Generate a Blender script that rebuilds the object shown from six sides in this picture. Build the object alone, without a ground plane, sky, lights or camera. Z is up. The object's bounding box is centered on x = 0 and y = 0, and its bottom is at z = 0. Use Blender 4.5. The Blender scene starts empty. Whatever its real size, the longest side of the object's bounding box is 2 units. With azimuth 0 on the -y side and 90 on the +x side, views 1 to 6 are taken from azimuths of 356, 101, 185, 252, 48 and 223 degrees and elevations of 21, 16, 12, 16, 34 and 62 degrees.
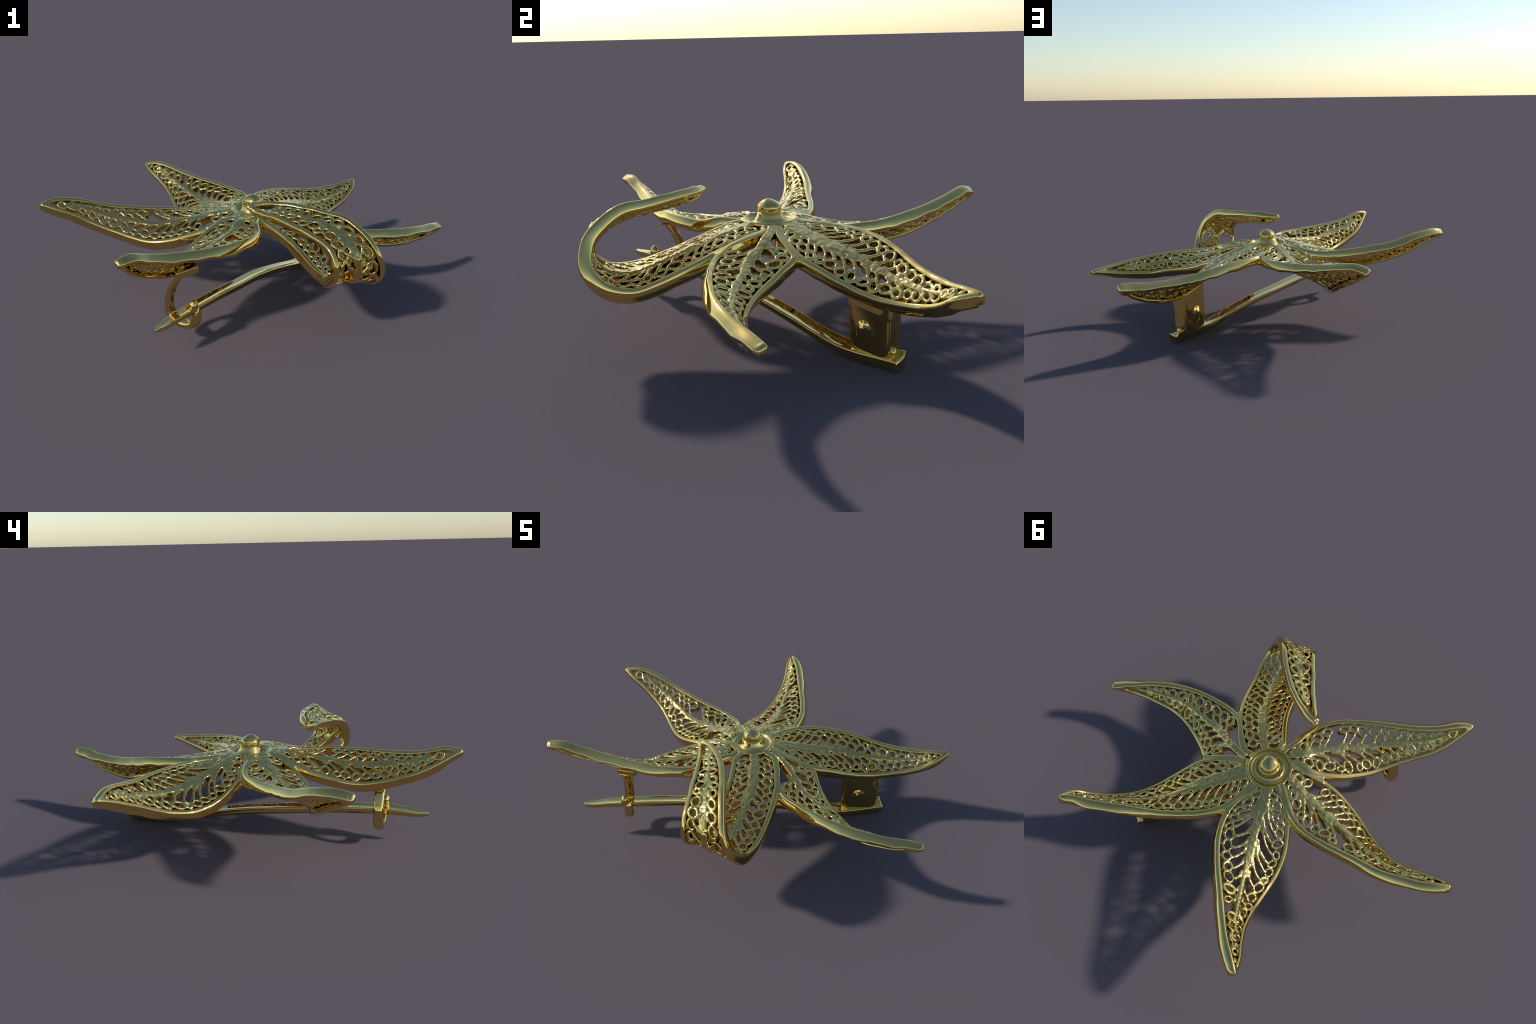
"""Cast gold filigree flower brooch: six petals with openwork leaf veins, a domed
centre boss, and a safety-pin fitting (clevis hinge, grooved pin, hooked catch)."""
import bpy, math, random
import numpy as np
from mathutils import kdtree

rng = random.Random(7)
nrng = np.random.RandomState(7)

RIM_W = 0.025       # width of a rim seen from the front
RIM_H = 0.0505       # depth of a rim, front to back
TIP_R = 0.0165      # rounding of the petal tips
FRAME_VOXEL = 0.0032
LACE_VOXEL = 0.0028

# ---------------------------------------------------------------- petal edges
# Each petal is a ruled surface between two rim crests that run from the centre
# boss to the common tip.  Control points of the crests, in metres.
PETAL_EDGES = {
    "curled": (
        [(.135, .000, .434), (.165, .002, .429), (.231, -.041, .422), (.292, -.091, .409), (.345, -.147, .388),
         (.389, -.207, .361), (.427, -.271, .332), (.461, -.338, .304), (.490, -.409, .285), (.514, -.481, .302),
         (.514, -.539, .356), (.479, -.551, .423), (.431, -.520, .478), (.376, -.476, .514), (.315, -.425, .521),
         (.252, -.377, .528), (.186, -.334, .534), (.114, -.299, .536), (.038, -.275, .535), (-.041, -.273, .536)],
        [(.050, -.135, .436), (.055, -.158, .432), (.095, -.204, .416), (.133, -.251, .399), (.167, -.300, .381),
         (.197, -.351, .361), (.224, -.405, .342), (.249, -.460, .326), (.273, -.517, .317), (.291, -.576, .322),
         (.298, -.621, .362), (.290, -.613, .420), (.258, -.571, .453), (.219, -.525, .467), (.177, -.479, .475),
         (.138, -.431, .483), (.097, -.384, .490), (.052, -.341, .496), (.004, -.302, .508), (-.041, -.273, .536)]),
    "catch_side": (
        [(.020, -.138, .438), (.007, -.206, .441), (.005, -.286, .426), (-.022, -.362, .432), (-.070, -.428, .437),
         (-.130, -.483, .439), (-.197, -.531, .443), (-.266, -.574, .448), (-.336, -.616, .456), (-.404, -.660, .467),
         (-.468, -.708, .485), (-.527, -.760, .507), (-.584, -.816, .502)],
        [(-.065, -.105, .442), (-.141, -.126, .435), (-.203, -.169, .406), (-.255, -.225, .382), (-.299, -.288, .359),
         (-.338, -.355, .339), (-.371, -.427, .332), (-.409, -.497, .344), (-.454, -.560, .365), (-.500, -.620, .392),
         (-.535, -.683, .426), (-.561, -.749, .464), (-.584, -.816, .502)]),
    "rising": (
        [(-.085, -.091, .442), (-.158, -.118, .418), (-.232, -.144, .397), (-.308, -.157, .373), (-.385, -.155, .348),
         (-.464, -.141, .331), (-.541, -.117, .335), (-.617, -.092, .352), (-.693, -.075, .376), (-.768, -.072, .407),
         (-.838, -.083, .446), (-.911, -.099, .479), (-.987, -.104, .508)],
        [(-.113, .028, .442), (-.181, .069, .433), (-.251, .105, .418), (-.330, .116, .414), (-.409, .107, .419),
         (-.487, .088, .427), (-.564, .069, .436), (-.642, .054, .446), (-.718, .037, .462), (-.791, .013, .485),
         (-.863, -.016, .506), (-.931, -.056, .516), (-.987, -.104, .508)]),
    "twisted": (
        [(-.105, .050, .442), (-.177, .082, .422), (-.238, .126, .392), (-.286, .181, .356), (-.326, .245, .325),
         (-.354, .318, .303), (-.373, .397, .298), (-.391, .475, .313), (-.413, .549, .340), (-.444, .616, .372),
         (-.487, .678, .404), (-.535, .736, .436), (-.573, .802, .464)],
        [(-.016, .123, .437), (-.001, .200, .425), (-.001, .279, .418), (-.029, .353, .421), (-.073, .419, .423),
         (-.129, .476, .427), (-.190, .528, .433), (-.252, .576, .439), (-.315, .626, .448), (-.376, .675, .460),
         (-.439, .722, .474), (-.508, .762, .481), (-.573, .802, .464)]),
    "hinge_side": (
        [(.008, .123, .437), (.009, .205, .430), (.024, .285, .425), (.066, .355, .422), (.121, .415, .417),
         (.184, .467, .407), (.251, .512, .394), (.322, .551, .379), (.393, .590, .367), (.463, .633, .362),
         (.531, .678, .363), (.599, .723, .373), (.655, .771, .375)],
        [(.118, .058, .433), (.177, .077, .414), (.245, .119, .390), (.302, .172, .364), (.339, .240, .337),
         (.371, .310, .306), (.403, .381, .280), (.440, .454, .266), (.485, .523, .267), (.538, .586, .279),
         (.592, .642, .305), (.636, .697, .348), (.655, .771, .375)]),
    "drooping": (
        [(.122, .050, .433), (.180, .072, .414), (.246, .112, .390), (.307, .143, .366), (.377, .110, .338),
         (.450, .080, .315), (.527, .056, .299), (.607, .045, .287), (.688, .046, .271), (.767, .066, .273),
         (.845, .093, .277), (.917, .131, .285), (.983, .178, .298)],
        [(.135, .006, .434), (.178, .002, .428), (.244, -.045, .420), (.309, -.102, .403), (.388, -.129, .382),
         (.475, -.123, .374), (.561, -.106, .368), (.645, -.080, .358), (.723, -.043, .347), (.796, .005, .338),
         (.864, .059, .324), (.925, .121, .312), (.983, .178, .298)]),
}
RIM_DEPTH_AT_TIP = {"curled": .028, "catch_side": .043, "rising": .045, "twisted": .047, "hinge_side": .048, "drooping": .046}


def unit(v):
    v = np.asarray(v, float)
    return v / (np.linalg.norm(v, axis=-1, keepdims=True) + 1e-12)


def spline(ctrl, n):
    """Catmull-Rom through the control points, resampled evenly by length."""
    p = np.array(ctrl, float)
    p = np.vstack([2 * p[0] - p[1], p, 2 * p[-1] - p[-2]])
    out = []
    for i in range(1, len(p) - 2):
        t = np.linspace(0, 1, 16, endpoint=False)[:, None]
        a, b, c, d = p[i - 1:i + 3]
        out.append(.5 * (2 * b + (c - a) * t + (2 * a - 5 * b + 4 * c - d) * t ** 2 + (3 * b - a - 3 * c + d) * t ** 3))
    q = np.vstack(out + [p[-2][None]])
    return resample(q, n)


def resample(q, n):
    s = np.r_[0, np.cumsum(np.linalg.norm(np.diff(q, axis=0), axis=1))]
    u = np.linspace(0, s[-1], n)
    return np.stack([np.interp(u, s, q[:, k]) for k in range(q.shape[1])], -1)


def smooth_rows(a, k):
    for _ in range(k):
        a = np.vstack([a[:1], (a[:-2] + 2 * a[1:-1] + a[2:]) / 4, a[-1:]])
    return a


def wobble(n, amp, period, seed):
    r = np.random.RandomState(seed)
    k = max(4, int(n / period))
    w = np.interp(np.linspace(0, 1, n), np.linspace(0, 1, k), r.uniform(-amp, amp, k))
    return smooth_rows(w[:, None], int(period * period * .25))[:, 0]


class Surface:
    """Ruled petal surface: t along (0 boss, 1 tip), s across (0 to 1)."""
    N = 241

    def __init__(self, edges):
        self.a, self.b = spline(edges[0], self.N), spline(edges[1], self.N)
        self.length = np.linalg.norm(np.diff((self.a + self.b) / 2, axis=0), axis=1).sum()
        tangent = unit(np.gradient((self.a + self.b) / 2, axis=0))
        across = unit(self.b - self.a)
        across[-8:] = across[-9]
        back = unit(np.cross(tangent, across))
        self.back = unit(smooth_rows(back, 30))
        self.width = np.linalg.norm(self.b - self.a, axis=1)
        self.tangent = tangent

    def at(self, field, t):
        x = np.clip(np.asarray(t, float), 0, 1) * (self.N - 1)
        i = np.minimum(x.astype(int), self.N - 2)
        f = (x - i)[..., None]
        return field[i] * (1 - f) + field[i + 1] * f

    def point(self, t, s, depth=0.0):
        s = np.asarray(s, float)[..., None]
        p = self.at(self.a, t) * (1 - s) + self.at(self.b, t) * s
        return p + unit(self.at(self.back, t)) * np.asarray(depth)[..., None]

    def w(self, t):
        return float(np.interp(t, np.linspace(0, 1, self.N), self.width))


# ------------------------------------------------------------- mesh building
class Soup:
    """Collects closed tubes as vertices and faces."""

    def __init__(self):
        self.v, self.f, self.n = [], [], 0

    def add(self, v, f):
        self.v.append(np.asarray(v, float))
        self.f += [tuple(i + self.n for i in q) for q in f]
        self.n += len(v)

    def loft(self, rings, closed=False):
        m, k = len(rings), len(rings[0])
        v = np.concatenate(rings)
        f = []
        for i in range(m if closed else m - 1):
            j = (i + 1) % m
            for c in range(k):
                d = (c + 1) % k
                f.append((i * k + c, i * k + d, j * k + d, j * k + c))
        if not closed:
            f.append(tuple(range(k))[::-1])
            f.append(tuple((m - 1) * k + c for c in range(k)))
        self.add(v, f)

    def mesh(self, name):
        me = bpy.data.meshes.new(name)
        me.from_pydata(np.concatenate(self.v).tolist(), [], self.f)
        me.update()
        return me


def round_rect(w, h, r, steps=3):
    """Section points (x across, y from 0 down to h), rounded corners."""
    r = min(r, w / 2 * .98, h / 2 * .98)
    pts = []
    for cx, cy, a0 in ((w / 2 - r, r, -90), (w / 2 - r, h - r, 0), (-w / 2 + r, h - r, 90), (-w / 2 + r, r, 180)):
        for i in range(steps + 1):
            a = math.radians(a0 + 90 * i / steps)
            pts.append((cx + r * math.cos(a), cy + r * math.sin(a)))
    return np.array(pts)


def rim_section(w, h, outer):
    """Rim profile: crisp inner wall, flat crest, outer wall swelling in one convex sweep."""
    key = [(-w * .5, h * .5), (-w * .5, .006), (-w * .47, .0022), (-w * .38, .0003), (-w * .1, 0), (w * .12, .0008), (w * .30, .0045), (w * .44, h * .24), (w * .52, h * .48),
           (w * .52, h * .72), (w * .46, h * .90), (w * .32, h * .985), (w * .1, h), (-w * .3, h), (-w * .46, h * .94)]
    p = spline(key + key[:1], 45)[:-1] * (outer, 1)
    return p if outer > 0 else p[::-1]


def sweep(soup, path, back, widths, depths, corner=.004, lean=0.0, closed=False, offset=0.0, outer=0):
    """Sweep a rounded bar along path; back = direction its depth goes."""
    path = np.asarray(path, float)
    n = len(path)
    if closed:
        tan = unit(np.roll(path, -1, 0) - np.roll(path, 1, 0))
    else:
        tan = unit(np.gradient(path, axis=0))
    back = unit(back - (back * tan).sum(1, keepdims=True) * tan)
    side = np.cross(back, tan)
    widths, depths = np.broadcast_to(widths, n), np.broadcast_to(depths, n)
    offset = np.broadcast_to(offset, n)
    rings = []
    for i in range(n):
        sec = rim_section(widths[i], depths[i], outer) if outer else round_rect(widths[i], depths[i], corner)
        rings.append(path[i] + side[i] * (sec[:, :1] + lean * sec[:, 1:]) + back[i] * (sec[:, 1:] + offset[i]))
    soup.loft(rings, closed)


def remeshed(mesh, voxel, smooth=2, factor=.5, relief=0.0):
    """Fuse overlapping solids into one skin; returns vertices and quads."""
    ob = bpy.data.objects.new("fuse", mesh)
    bpy.context.scene.collection.objects.link(ob)
    m = ob.modifiers.new("Remesh", 'REMESH')
    m.mode, m.voxel_size, m.adaptivity = 'VOXEL', voxel, 0.0
    if smooth:
        s = ob.modifiers.new("Smooth", 'SMOOTH')
        s.iterations, s.factor = smooth, factor
    if relief:                       # soft lumps of cast metal
        tex = bpy.data.textures.new("lumps", 'CLOUDS')
        tex.noise_scale, tex.noise_depth = .019, 1
        d = ob.modifiers.new("Displace", 'DISPLACE')
        d.texture, d.texture_coords, d.strength, d.mid_level = tex, 'LOCAL', relief, .5
    dg = bpy.context.evaluated_depsgraph_get()
    out = bpy.data.meshes.new_from_object(ob.evaluated_get(dg))
    bpy.data.objects.remove(ob)
    bpy.data.meshes.remove(mesh)
    return out


def split(mesh, labels):
    """Cut a fused mesh by face label into meshes that keep its normals."""
    nv, nf = len(mesh.vertices), len(mesh.polygons)
    co = np.empty(nv * 3, np.float32); mesh.vertices.foreach_get("co", co); co = co.reshape(-1, 3)
    no = np.empty(nv * 3, np.float32); mesh.vertices.foreach_get("normal", no); no = no.reshape(-1, 3)
    tot = np.empty(nf, np.int32); mesh.polygons.foreach_get("loop_total", tot)
    st = np.empty(nf, np.int32); mesh.polygons.foreach_get("loop_start", st)
    li = np.empty(len(mesh.loops), np.int32); mesh.loops.foreach_get("vertex_index", li)
    out = {}
    for lab in np.unique(labels):
        idx = np.nonzero(labels == lab)[0]
        loops = np.concatenate([li[st[i]:st[i] + tot[i]] for i in idx])
        used, inv = np.unique(loops, return_inverse=True)
        me = bpy.data.meshes.new("piece")
        me.vertices.add(len(used)); me.vertices.foreach_set("co", co[used].ravel())
        me.loops.add(len(loops)); me.loops.foreach_set("vertex_index", inv.astype(np.int32))
        me.polygons.add(len(idx))
        starts = np.r_[0, np.cumsum(tot[idx])[:-1]].astype(np.int32)
        me.polygons.foreach_set("loop_start", starts)
        me.polygons.foreach_set("use_smooth", np.ones(len(idx), bool))
        me.update(calc_edges=True)
        me.validate()
        me.normals_split_custom_set_from_vertices(no[used].tolist())
        out[lab] = me
    return out


def face_centres(mesh):
    c = np.empty(len(mesh.polygons) * 3, np.float32)
    mesh.polygons.foreach_get("center", c)
    return c.reshape(-1, 3)


def nearest_labels(mesh, samples, labels):
    kd = kdtree.KDTree(len(samples))
    for i, p in enumerate(samples):
        kd.insert(p, i)
    kd.balance()
    return np.array([labels[kd.find(c)[1]] for c in face_centres(mesh)])


# ------------------------------------------------------------------ material
def gold(name, grain=0.0, grain_scale=60.0, rough=.035):
    mat = bpy.data.materials.new(name)
    mat.use_nodes = True
    nt = mat.node_tree
    bsdf = nt.nodes["Principled BSDF"]
    tc = nt.nodes.new("ShaderNodeTexCoord")
    noise = nt.nodes.new("ShaderNodeTexNoise")
    noise.inputs["Scale"].default_value = 9.0
    noise.inputs["Detail"].default_value = 3.0
    nt.links.new(tc.outputs["Object"], noise.inputs["Vector"])
    ramp = nt.nodes.new("ShaderNodeValToRGB")
    ramp.color_ramp.elements[0].position = .3
    ramp.color_ramp.elements[0].color = (.83, .60, .19, 1)
    ramp.color_ramp.elements[1].position = .7
    ramp.color_ramp.elements[1].color = (.85, .62, .20, 1)
    nt.links.new(noise.outputs["Fac"], ramp.inputs["Fac"])
    nt.links.new(ramp.outputs["Color"], bsdf.inputs["Base Color"])
    bsdf.inputs["Metallic"].default_value = 1.0
    bsdf.inputs["Roughness"].default_value = rough
    if grain:
        fine = nt.nodes.new("ShaderNodeTexNoise")
        fine.inputs["Scale"].default_value = grain_scale
        fine.inputs["Detail"].default_value = 2.0
        nt.links.new(tc.outputs["Object"], fine.inputs["Vector"])
        bump = nt.nodes.new("ShaderNodeBump")
        bump.inputs["Strength"].default_value = grain
        bump.inputs["Distance"].default_value = .004
        nt.links.new(fine.outputs["Fac"], bump.inputs["Height"])
        nt.links.new(bump.outputs["Normal"], bsdf.inputs["Normal"])
    return mat


GOLD = gold("polished_gold")
LACE_GOLD = gold("cast_gold", grain=.15, grain_scale=70.0)

brooch = bpy.data.objects.new("flower_brooch", None)
brooch["label"] = "gold filigree flower brooch with six openwork petals, one curled over"
brooch["category"] = "brooch"
bpy.context.scene.collection.objects.link(brooch)


def place(name, mesh, mat, parent):
    ob = bpy.data.objects.new(name, mesh)
    mesh.materials.clear()
    mesh.materials.append(mat)
    bpy.context.scene.collection.objects.link(ob)
    ob.parent = parent
    return ob


def smooth_mesh(soup, name, voxel=None, smooth=2):
    me = soup.mesh(name)
    if voxel:
        me = remeshed(me, voxel, smooth)
    me.polygons.foreach_set("use_smooth", np.ones(len(me.polygons), bool))
    return me


# -------------------------------------------------- frame: rims and the boss
surfaces = {k: Surface(e) for k, e in PETAL_EDGES.items()}
frame = Soup()
samples, sample_label = [], []
for pi, (kind, sf) in enumerate(surfaces.items()):
    n = sf.N
    t = np.linspace(0, 1, n)
    for side, edge in enumerate((sf.a, sf.b)):
        tip_d = RIM_DEPTH_AT_TIP[kind]
        if kind == "curled":      # folded arm: the two rims have different depths
            far = ([RIM_H, .055, .046, .040, .031], [RIM_H, .050, .044, .047, .034])[side]
        else:
            far = [RIM_H, RIM_H, RIM_H, RIM_H * .4 + tip_d * .6, tip_d]
        depth = np.interp(t, [0, .5, .68, .92, 1], far)
        depth = depth + wobble(n, .0045, 8, 20 * pi + side)
        width = np.interp(t, [0, .15, .5, .8, 1], [.033, .030, .026, .027, .023]) + wobble(n, .002, 10, 300 + 20 * pi + side)
        path = edge + sf.back * wobble(n, .0015, 10, 700 + 20 * pi + side)[:, None]
        keep = np.linalg.norm(edge - edge[-1], axis=1) > TIP_R
        path, depth, width, back = path[keep], depth[keep], width[keep], sf.back[keep]
        root = path[0] * np.array([.82, .82, 1]) + (0, 0, .003)      # run in under the boss plate
        path = np.vstack([root + (path[0] - root) * k for k in (0, .33, .66)] + [path])
        depth, width = np.r_[[.045] * 3, depth], np.r_[[.032] * 3, width]
        back = np.vstack([back[:1]] * 3 + [back])
        sweep(frame, path, back, width, depth, outer=1 if side else -1)
        for p in path[4::2]:
            samples += [p, p + sf.back[0] * .04]
            sample_label += [pi, pi]
    # solid web where the rims close on each other before the tip
    close = [k for k in range(n // 2, n) if sf.width[k] < .034 and np.linalg.norm(sf.a[k] - sf.a[-1]) > TIP_R * .8]
    if len(close) > 3:
        mid = (sf.a[close] + sf.b[close]) / 2
        sweep(frame, mid, sf.back[close], sf.width[close] + .014, np.interp(t[close], [.8, 1], [.030, RIM_DEPTH_AT_TIP[kind]]), corner=.006, offset=.0015)
    # rounded solid tip where the two rims merge
    tip, bk, tg = sf.a[-1], sf.back[-1], unit(sf.a[-1] - (sf.a[-14] + sf.b[-14]) / 2)
    d = RIM_DEPTH_AT_TIP[kind]
    sd = unit(np.cross(bk, tg))
    rings = []
    for lat in np.linspace(-1.45, 1.45, 13):
        c = tip - tg * (TIP_R - (.003 if kind in ('rising', 'hinge_side', 'curled') else 0)) + bk * (d / 2) * (1 + .96 * math.copysign(abs(math.sin(lat)) ** .7, math.sin(lat)))
        r = TIP_R * max(.05, math.cos(lat)) ** .6
        rings.append(np.array([c + sd * r * 1.0 * math.cos(a) + tg * r * math.sin(a) for a in np.linspace(0, 2 * math.pi, 20, endpoint=False)]))
    frame.loft(rings)

# webs that close the narrow wedge between neighbouring rims near the boss
names = list(surfaces)
for i, kind in enumerate(names):
    me_, nx = surfaces[kind], surfaces[names[(i + 1) % 6]]
    a, b = me_.b, nx.a
    pts, wid = [], []
    for k in range(0, 90, 2):
        j = np.linalg.norm(b[:110] - a[k], axis=1).argmin()
        gap = np.linalg.norm(b[j] - a[k])
        if gap > .036:
            break
        pts.append((a[k] + b[j]) / 2)
        wid.append(gap + RIM_W * .9)
    if len(pts) > 3:
        sweep(frame, np.array(pts), np.tile([0, 0, -1.], (len(pts), 1)), np.array(wid), .042, corner=.004, offset=.0012)

# turned boss: ring plate, dish and dome (r, z)
PLATE = [(0, .394), (.094, .394), (.106, .400), (.111, .415), (.1125, .432), (.111, .4405), (.107, .4440), (.103, .4438),
         (.0985, .4415), (.095, .4365), (.0895, .4310), (.083, .4287), (.0760, .4283), (.0700, .4298), (.0640, .4340), (.0585, .4420),
         (.0545, .4515), (.0515, .4595), (.0490, .4645), (.0455, .4668), (0, .467)]
plate = Soup()
rings = []
for r, z in PLATE:
    rings.append([(max(r, 1e-4) * math.cos(a), max(r, 1e-4) * math.sin(a), z) for a in np.linspace(0, 2 * math.pi, 96, endpoint=False)])
frame.loft([np.array(r) + (.004, -.001, 0) for r in rings])
for a in np.linspace(0, 2 * math.pi, 40, endpoint=False):
    for r in (.02, .05, .08, .105, .118):
        for z in (.395, .42, .44):
            samples.append((r * math.cos(a) + .004, r * math.sin(a), z)); sample_label.append(99)

fused = remeshed(frame.mesh("frame"), FRAME_VOXEL, 4)
parts = split(fused, nearest_labels(fused, samples, sample_label))
petal_obs = {}
for pi, kind in enumerate(names):
    petal_obs[kind] = place("petal", parts[pi], GOLD, brooch)
boss = place("centre_boss", parts[99], GOLD, brooch)

# faceted knob on top of the dome
knob = Soup()
KNOB = [(0, .452), (.0450, .452), (.0455, .4745), (.0464, .4805), (.0462, .4865), (.0440, .4930), (.0370, .5010), (.0250, .5100), (.0130, .5160), (.0045, .5180), (.0005, .5182)]
rings = []
for r, z in KNOB:
    ring = []
    for a in np.linspace(0, 2 * math.pi, 72, endpoint=False):
        facet = 1 + (.035 * math.cos(5 * (a + .25)) - .02 * math.sin(2 * a + 1)) * (z > .472)
        top = max(0, (z - .484) / .034)                # the peak sits off centre
        tilt = .003 * math.cos(a - 2.4) * (z > .472) * r / .045
        ring.append((.004 + .004 * top + r * facet * math.cos(a), -.001 - .009 * top + r * facet * math.sin(a), z + tilt))
    rings.append(np.array(ring))
knob.loft(rings)
place("knob", smooth_mesh(knob, "knob"), GOLD, boss)


# ------------------------------------------------------------- filigree lace
LACE_TOP, LACE_DEEP = .001, .037      # below the rim crest; thickness
WIRE = .0138


def lace(sf, opts):
    """Midrib, swept veins and rows of rings; returns fused mesh, samples, labels."""
    soup, samp, lab = Soup(), [], []
    kinds = []
    L = sf.length
    r0 = random.Random(opts["seed"])

    def tube(ts, ss, width, closed=False, top=LACE_TOP, deep=LACE_DEEP, label=0, corner=.0042):
        ts, ss = np.asarray(ts, float), np.asarray(ss, float)
        crown = np.interp(ts, *opts['crown']) * np.clip(1 - (2 * ss - 1) ** 2, 0, 1)
        p = sf.point(ts, ss, top - crown)
        deep = deep + crown * .5 + opts.get('bulge', 0) * np.exp(-((ts - .60) / .22) ** 2)
        sweep(soup, p, unit(sf.at(sf.back, ts)), width, deep, corner=corner, closed=closed)
        for q in p[::2]:
            samp.append(q); lab.append(label)
        bk = unit(sf.at(sf.back, ts))
        for q in (p + bk * deep[:, None])[::2]:
            samp.append(q); lab.append(label)

    def new(kind):
        kinds.append(kind)
        return len(kinds) - 1

    # midrib
    t0, t1 = opts["rib"]
    tt = np.linspace(t0, t1, 60)
    s_rib = np.interp(tt, *opts["rib_s"])
    wr = np.interp(tt, *opts["rib_w"]) * (1 + wobble(60, .22, 3, opts["seed"]))
    tube(tt, s_rib, wr, top=LACE_TOP - .002 + wobble(60, .0016, 2, opts["seed"] + 1), deep=LACE_DEEP + .002, label=new("midrib"), corner=.008)

    def rib_s(t):
        return float(np.interp(t, *opts["rib_s"]))

    def rib_half(t):
        return float(np.interp(t, *opts["rib_w"])) / 2 if t0 <= t <= t1 else .004

    for side in (0, 1):
        sgn = -1 if side == 0 else 1
        t = opts["first"][side] + r0.uniform(0, .008)
        i = 0
        while t < opts["last"]:
            w = sf.w(t)
            half = w * (rib_s(t) if side == 0 else 1 - rib_s(t)) - RIM_W / 2 - .002
            free = half - rib_half(t)
            rad = min(.0205 * r0.uniform(.74, 1.18), max(.0125, free * .55))   # centre line of ring wire
            outer = rad + WIRE / 2
            if half < .020:
                if t > .4:
                    break
                t += .012
                continue
            skip = any(lo <= t <= hi and side == sd for sd, lo, hi in opts["gaps"])
            c_off = half - outer - r0.uniform(-.001, .006)
            c_off = max(c_off, 0.004)
            if not skip:
                lb = new("ring")
                th = np.linspace(0, 2 * math.pi, 22, endpoint=False)
                e = r0.uniform(.78, 1.28); ph = r0.uniform(0, 3.14)
                x = rad * e * np.cos(th); y = rad / e * np.sin(th)
                x, y = x * math.cos(ph) - y * math.sin(ph), x * math.sin(ph) + y * math.cos(ph)
                dep = LACE_TOP + r0.uniform(-.002, .004)
                tube(t + x / L, rib_s(t) + (sgn * c_off + y) / w, WIRE * r0.uniform(.82, 1.25), closed=True, top=dep, label=lb)
                # vein from the midrib to the ring, leaning to the tip
                reach = c_off - rad
                if reach - rib_half(t) > .008:
                    lean = opts["lean"][side] * (reach - rib_half(t)) * r0.uniform(.7, 1.3)
                    u = np.linspace(0, 1, 14)
                    bend = opts["bend"]
                    tv = t + .2 * rad / L - lean / L * (1 - u) ** (1 + bend) 
                    if tv[0] > t0 + .01 and t > opts.get('vein_from', 0):
                        ov = np.interp(u, [0, 1], [rib_half(tv[0]) * .5, reach + .004])
                        ov = ov + np.sin(u * math.pi) * r0.uniform(-.003, .005)
                        sv = np.array([rib_s(a) for a in tv]) + sgn * ov / np.array([sf.w(a) for a in tv])
                        tube(tv, sv, np.interp(u, [0, .3, 1], [.034, .0135, .0128]) * r0.uniform(.85, 1.25), top=LACE_TOP + r0.uniform(-.001, .003), label=new("vein"))
                elif reach > 0 and r0.random() < .8:
                    u = np.linspace(0, 1, 6)
                    tube(np.full(6, t) , rib_s(t) + sgn * np.interp(u, [0, 1], [0, reach + .004]) / w, .013, label=new("vein"))
                if r0.random() < .45:   # bead soldered between ring and rim
                    u = np.linspace(0, 1, 5)
                    tb = t + r0.uniform(-.3, .3) * rad / L
                    tube(np.full(5, tb), rib_s(t) + sgn * np.interp(u, [0, 1], [c_off + rad, half + .006]) / w, .010, top=LACE_TOP + .006, deep=.018, label=lb)
            t += (2 * rad + WIRE * .42) / L * r0.uniform(.97, 1.06)
            i += 1
    # single file of rings filling the narrow end
    t = opts["last"]
    while t < opts["end"]:
        w = sf.w(t) - RIM_W
        if w < .022:
            break
        rad = min(.0190, w / 2 - WIRE / 2)
        lb = new("ring")
        th = np.linspace(0, 2 * math.pi, 20, endpoint=False)
        tube(t + rad * 1.15 * np.cos(th) / L, .5 + rad * np.sin(th) / sf.w(t), WIRE, closed=True, top=LACE_TOP + .003, label=lb)
        t += (2.2 * rad + WIRE * .4) / L
    mesh = remeshed(soup.mesh("lace"), LACE_VOXEL, 4, relief=.0038)
    return mesh, samp, lab, kinds


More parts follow.
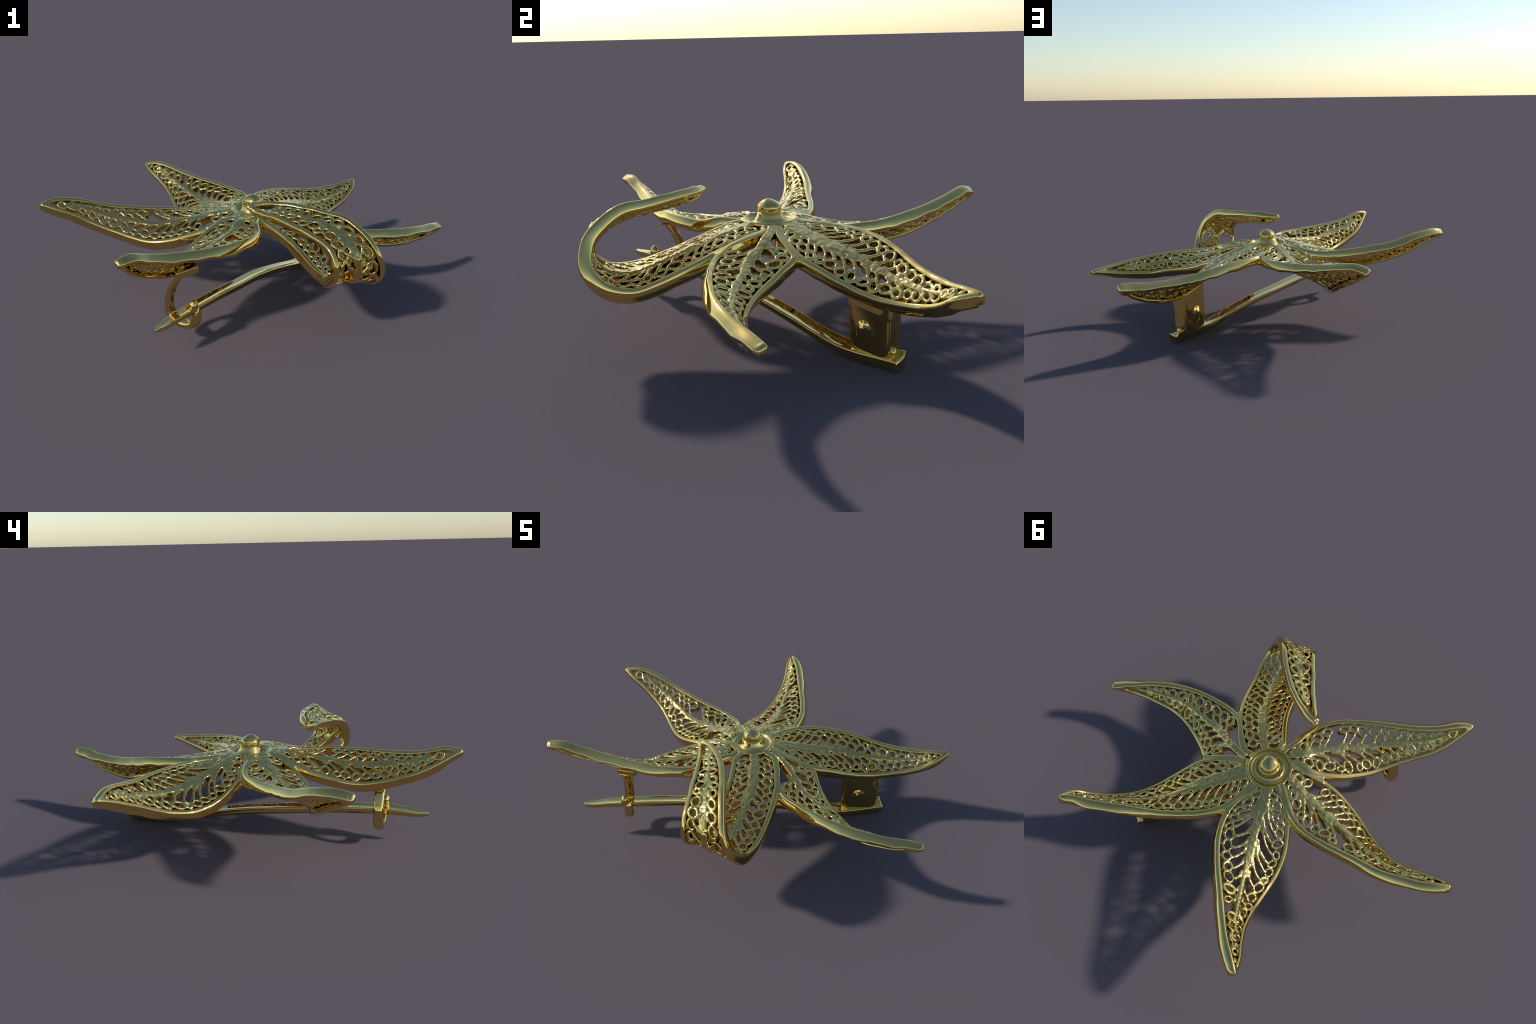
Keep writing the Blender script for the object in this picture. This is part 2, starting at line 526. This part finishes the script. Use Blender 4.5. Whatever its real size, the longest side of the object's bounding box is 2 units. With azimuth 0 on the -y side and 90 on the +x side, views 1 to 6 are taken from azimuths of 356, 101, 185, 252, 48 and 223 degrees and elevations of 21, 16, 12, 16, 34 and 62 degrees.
LACE = {
    "curled": dict(seed=11, rib=(.0, .90), rib_s=([0, 1], [.5, .5]), rib_w=([.05, .3, .5, .6, .96], [.050, .036, .030, .040, .014]),
                   first=(.035, .035), last=.875, end=.895, crown=([0, .1, .4, .55], [.006, .013, .017, .004]), bulge=.012, lean=(1.2, 1.2), bend=.7, gaps=[(1, .47, .50)]),
    "catch_side": dict(seed=22, rib=(.0, .86), rib_s=([0, .3, 1], [.46, .49, .45]), rib_w=([.05, .25, .5, .62, .7, .86], [.046, .030, .028, .044, .026, .016]),
                       first=(.04, .04), last=.83, end=.915, crown=([0, .2, .6, 1], [.004, .006, .008, .002]), lean=(1.0, 1.45), bend=.7, gaps=[(0, .265, .30)]),
    "rising": dict(seed=33, rib=(.0, .80), rib_s=([0, .5, 1], [.5, .5, .55]), rib_w=([.05, .25, .6, .8], [.044, .032, .028, .018]),
                   first=(.04, .04), last=.84, end=.93, bulge=-.010, crown=([0, .15, .4, 1], [.010, .012, .006, .003]), lean=(1.0, 1.5), bend=.7, gaps=[(1, .39, .43), (0, .12, .15)]),
    "twisted": dict(seed=44, vein_from=.12, rib=(.0, .74), rib_s=([0, .5, 1], [.47, .52, .5]), rib_w=([.03, .25, .5, .74], [.056, .042, .032, .016]),
                    first=(.04, .04), last=.88, end=.94, crown=([0, 1], [.007, .003]), lean=(1.45, 1.0), bend=.7, gaps=[(1, .66, .70)]),
    "hinge_side": dict(seed=55, rib=(.0, .84), rib_s=([0, .1, .4, 1], [.55, .58, .5, .48]), rib_w=([.03, .2, .35, .6, .84], [.075, .064, .036, .028, .016]),
                       first=(.035, .035), last=.88, end=.94, crown=([0, 1], [.004, .004]), lean=(1.1, 1.3), bend=.7, gaps=[]),
    "drooping": dict(seed=66, rib=(.0, .84), rib_s=([0, .25, .4, 1], [.50, .55, .47, .5]), rib_w=([.03, .25, .4, .84], [.040, .038, .030, .018]),
                     first=(.19, .255), last=.87, end=.92, crown=([0, 1], [.005, .004]), lean=(1., 1.), bend=.6, gaps=[]),
}
for kind, opts in LACE.items():
    sf = surfaces[kind]
    mesh, samp, lab, kinds = lace(sf, opts)
    for l, me in split(mesh, nearest_labels(mesh, samp, lab)).items():
        place(kinds[l], me, LACE_GOLD, petal_obs[kind])

# --------------------------------------------------------------- pin fitting
ALONG = unit(np.array([.625, .78, 0]))       # hinge direction in plan
PIN = [(-.436, -.742, .164), (-.398, -.690, .168), (-.360, -.640, .174), (-.300, -.563, .1765), (-.190, -.400, .168), (-.100, -.268, .154), (-.010, -.125, .139),
       (.045, -.048, .129), (.090, .012, .119), (.165, .110, .097), (.240, .213, .070), (.300, .300, .050), (.350, .382, .046), (.400, .468, .050), (.440, .535, .054)]
pin = Soup()
pc = spline(PIN, 160)
tan = unit(np.gradient(pc, axis=0))
side = unit(np.cross(tan, [0, 0, 1.]))
up = np.cross(side, tan)
q = np.linspace(0, 1, len(pc))
half = np.interp(q, [0, .015, .04, .09, .14, 1], [.008, .016, .025, .031, .034, .034])
drop = np.interp(q, [0, .03, .12, .7, .85, 1], [.016, .029, .038, .039, .046, .052])
tilt = np.interp(q, [0, .12, .5, .78, .88, 1], [.10, .14, .05, 0, -.22, -.34])
groove = np.interp(q, [0, .03, .1, .2, .78, .84, 1], [.000, .001, .002, .0035, .0035, .002, .002])      # shallow V along the top
pc = pc + np.array([0, 0, .003])
rings = []
for i in range(len(pc)):
    h, d = half[i], drop[i]
    g = groove[i]
    sec = [(-h, -.003), (-h * .95, .0005), (-h * .86, .001), (-h * .45, -g * .52), (-h * .07, -g), (h * .07, -g), (h * .45, -g * .52), (h * .86, .001), (h * .95, .0005), (h, -.003),
           (h * .97, -d * .3), (h * .82, -d * .64), (h * .5, -d * .91), (0, -d), (-h * .5, -d * .91), (-h * .82, -d * .64), (-h * .97, -d * .3)]
    sec = spline(sec + sec[:1], 65)[:-1]
    rings.append(np.array([pc[i] + side[i] * x + up[i] * (y + tilt[i] * x) for x, y in sec]))
pin.loft(rings)
pin_ob = place("pin", smooth_mesh(pin, "pin"), GOLD, brooch)

# folded box hinge under the hinge-side petal: a wedge in plan with rounded feet
hinge = Soup()
OUTER = np.array([(.338, .347, 0), (.4445, .494, 0)])     # outer cheek, near and far corner
INNER = np.array([(.309, .356, 0), (.3800, .532, 0)])     # inner cheek
OUT_N = unit(np.array([OUTER[1, 1] - OUTER[0, 1], OUTER[0, 0] - OUTER[1, 0], 0]))
IN_N = -unit(np.array([INNER[1, 1] - INNER[0, 1], INNER[0, 0] - INNER[1, 0], 0]))


def cheek(line, f, z, out=0.0, n=OUT_N):
    f, z = np.asarray(f)[:, None], np.asarray(z)
    p = line[0] * (1 - f) + line[1] * f + n * out
    p[:, 2] = z
    return p


def foot_outline(z0, z_near, z_far, r=.050, length=.18):
    pts = [(0, z_near)]
    for k in range(9):
        a = math.radians(180 + 90 * k / 8)
        pts.append(((r + r * math.cos(a)) / length, z0 + r + r * math.sin(a)))
    for k in range(9):
        a = math.radians(270 + 90 * k / 8)
        pts.append((1 - (r - r * math.cos(a)) / length, z0 + r + r * math.sin(a)))
    pts.append((1, z_far))
    return np.array(pts)


fo, fi = foot_outline(.026, .262, .240), foot_outline(.026, .300, .268)
def shrunk(o, k):
    c = np.array([.5, .14])
    return c + (o - c) * k


body = [cheek(INNER, *shrunk(fi, .84).T, .004, IN_N), cheek(INNER, *shrunk(fi, .95).T, .002, IN_N), cheek(INNER, *fi.T, -.004, IN_N)]
body += [cheek(OUTER, *fo.T, -.004), cheek(OUTER, *shrunk(fo, .955).T, .004), cheek(OUTER, *shrunk(fo, .86).T, .008), cheek(OUTER, *shrunk(fo, .6).T, .011)]
hinge.loft(body)
band = np.array([(-.005, .262), (-.005, .205), (1.005, .190), (1.005, .240)])        # collar under the petal
hinge.loft([cheek(OUTER, band[:, 0], band[:, 1], -.02), cheek(OUTER, band[:, 0], band[:, 1], .0085)])
hinge_ob = place("hinge", smooth_mesh(hinge, "hinge", .0035, 9), GOLD, brooch)
for line, nrm, f0, zc, base in ((OUTER, OUT_N, .42, .120, .0085), (INNER, IN_N, .45, .130, .0020)):
    riv = Soup()
    along = unit(line[1] - line[0])
    c = line[0] * (1 - f0) + line[1] * f0 + np.array([0, 0, zc])
    prof = [(r, base + .0080 * math.exp(-(r / .036) ** 4) + .0045 * math.exp(-(r / .011) ** 2)) for r in np.linspace(.058, .0005, 22)]
    prof = [(.058, -.008)] + prof
    riv.loft([np.array([c + (np.array([0, 0, .016]) - along * .010) * max(0, 1 - r / .04) + nrm * w + (along * math.cos(a) + np.array([0, 0, 1.]) * math.sin(a) * 1.2) * r
                        for a in np.linspace(0, 2 * math.pi, 32, endpoint=False)]) for r, w in prof])
    place("rivet", smooth_mesh(riv, "rivet", .0025, 5), GOLD, hinge_ob)
clip = Soup()
clip.loft([np.array([(.418 + .016 * r * math.cos(a), .506 + .014 * r * math.sin(a), .060 + .022 * z) for a in np.linspace(0, 2 * math.pi, 12, endpoint=False)])
           for z, r in [(math.sin(x), max(math.cos(x), .02)) for x in np.linspace(-math.pi / 2, math.pi / 2, 7)]])
place("pivot", smooth_mesh(clip, "pivot"), GOLD, hinge_ob)

# hooked catch under the catch-side petal
catch = Soup()
PA = unit(np.array([.57, .82, .0]))
PB = np.array([PA[1], -PA[0], 0])
cc = np.array([-.306, -.560, 0])
HOOK = [(-.026, .338), (-.040, .318), (-.060, .288), (-.081, .252), (-.095, .212), (-.099, .176), (-.092, .140), (-.070, .113), (-.037, .102), (-.004, .101), (.023, .112), (.039, .137), (.041, .166), (.035, .193)]
hp = spline([tuple(cc + PB * u + np.array([0, 0, z])) for u, z in HOOK], 60)
ht = unit(np.gradient(hp, axis=0))
inward = unit(np.cross(ht, PA))
sweep(catch, hp, -inward, np.interp(np.linspace(0, 1, 60), [0, .15, .6, .9, 1], [.070, .052, .050, .048, .034]), np.interp(np.linspace(0, 1, 60), [0, .2, .6, .85, 1], [.020, .026, .038, .036, .026]), corner=.017, offset=-.013)
catch_ob = place("catch", smooth_mesh(catch, "catch", .0035, 3), GOLD, brooch)
pad = Soup()
pp = np.array([(-.258, -.546, .352), (-.354, -.581, .333), (-.385, -.500, .333), (-.285, -.470, .352)])
pad.loft([pp - (0, 0, .020), pp + (0, 0, .012)])
place("catch_pad", smooth_mesh(pad, "pad", .0035, 3), GOLD, catch_ob)
bead = Soup()
bc = np.array([-.283, -.595, .199])
bead.loft([np.array([bc + PA * r * .021 * math.cos(a) + PB * r * .021 * math.sin(a) + np.array([0, 0, z * .031]) for a in np.linspace(0, 2 * math.pi, 24, endpoint=False)])
           for z, r in [(math.sin(x), max(math.cos(x), .02)) for x in np.linspace(-math.pi / 2, math.pi / 2, 14)]])
place("catch_bead", smooth_mesh(bead, "bead"), GOLD, catch_ob)

brooch.location = (-.001, .001, 0)
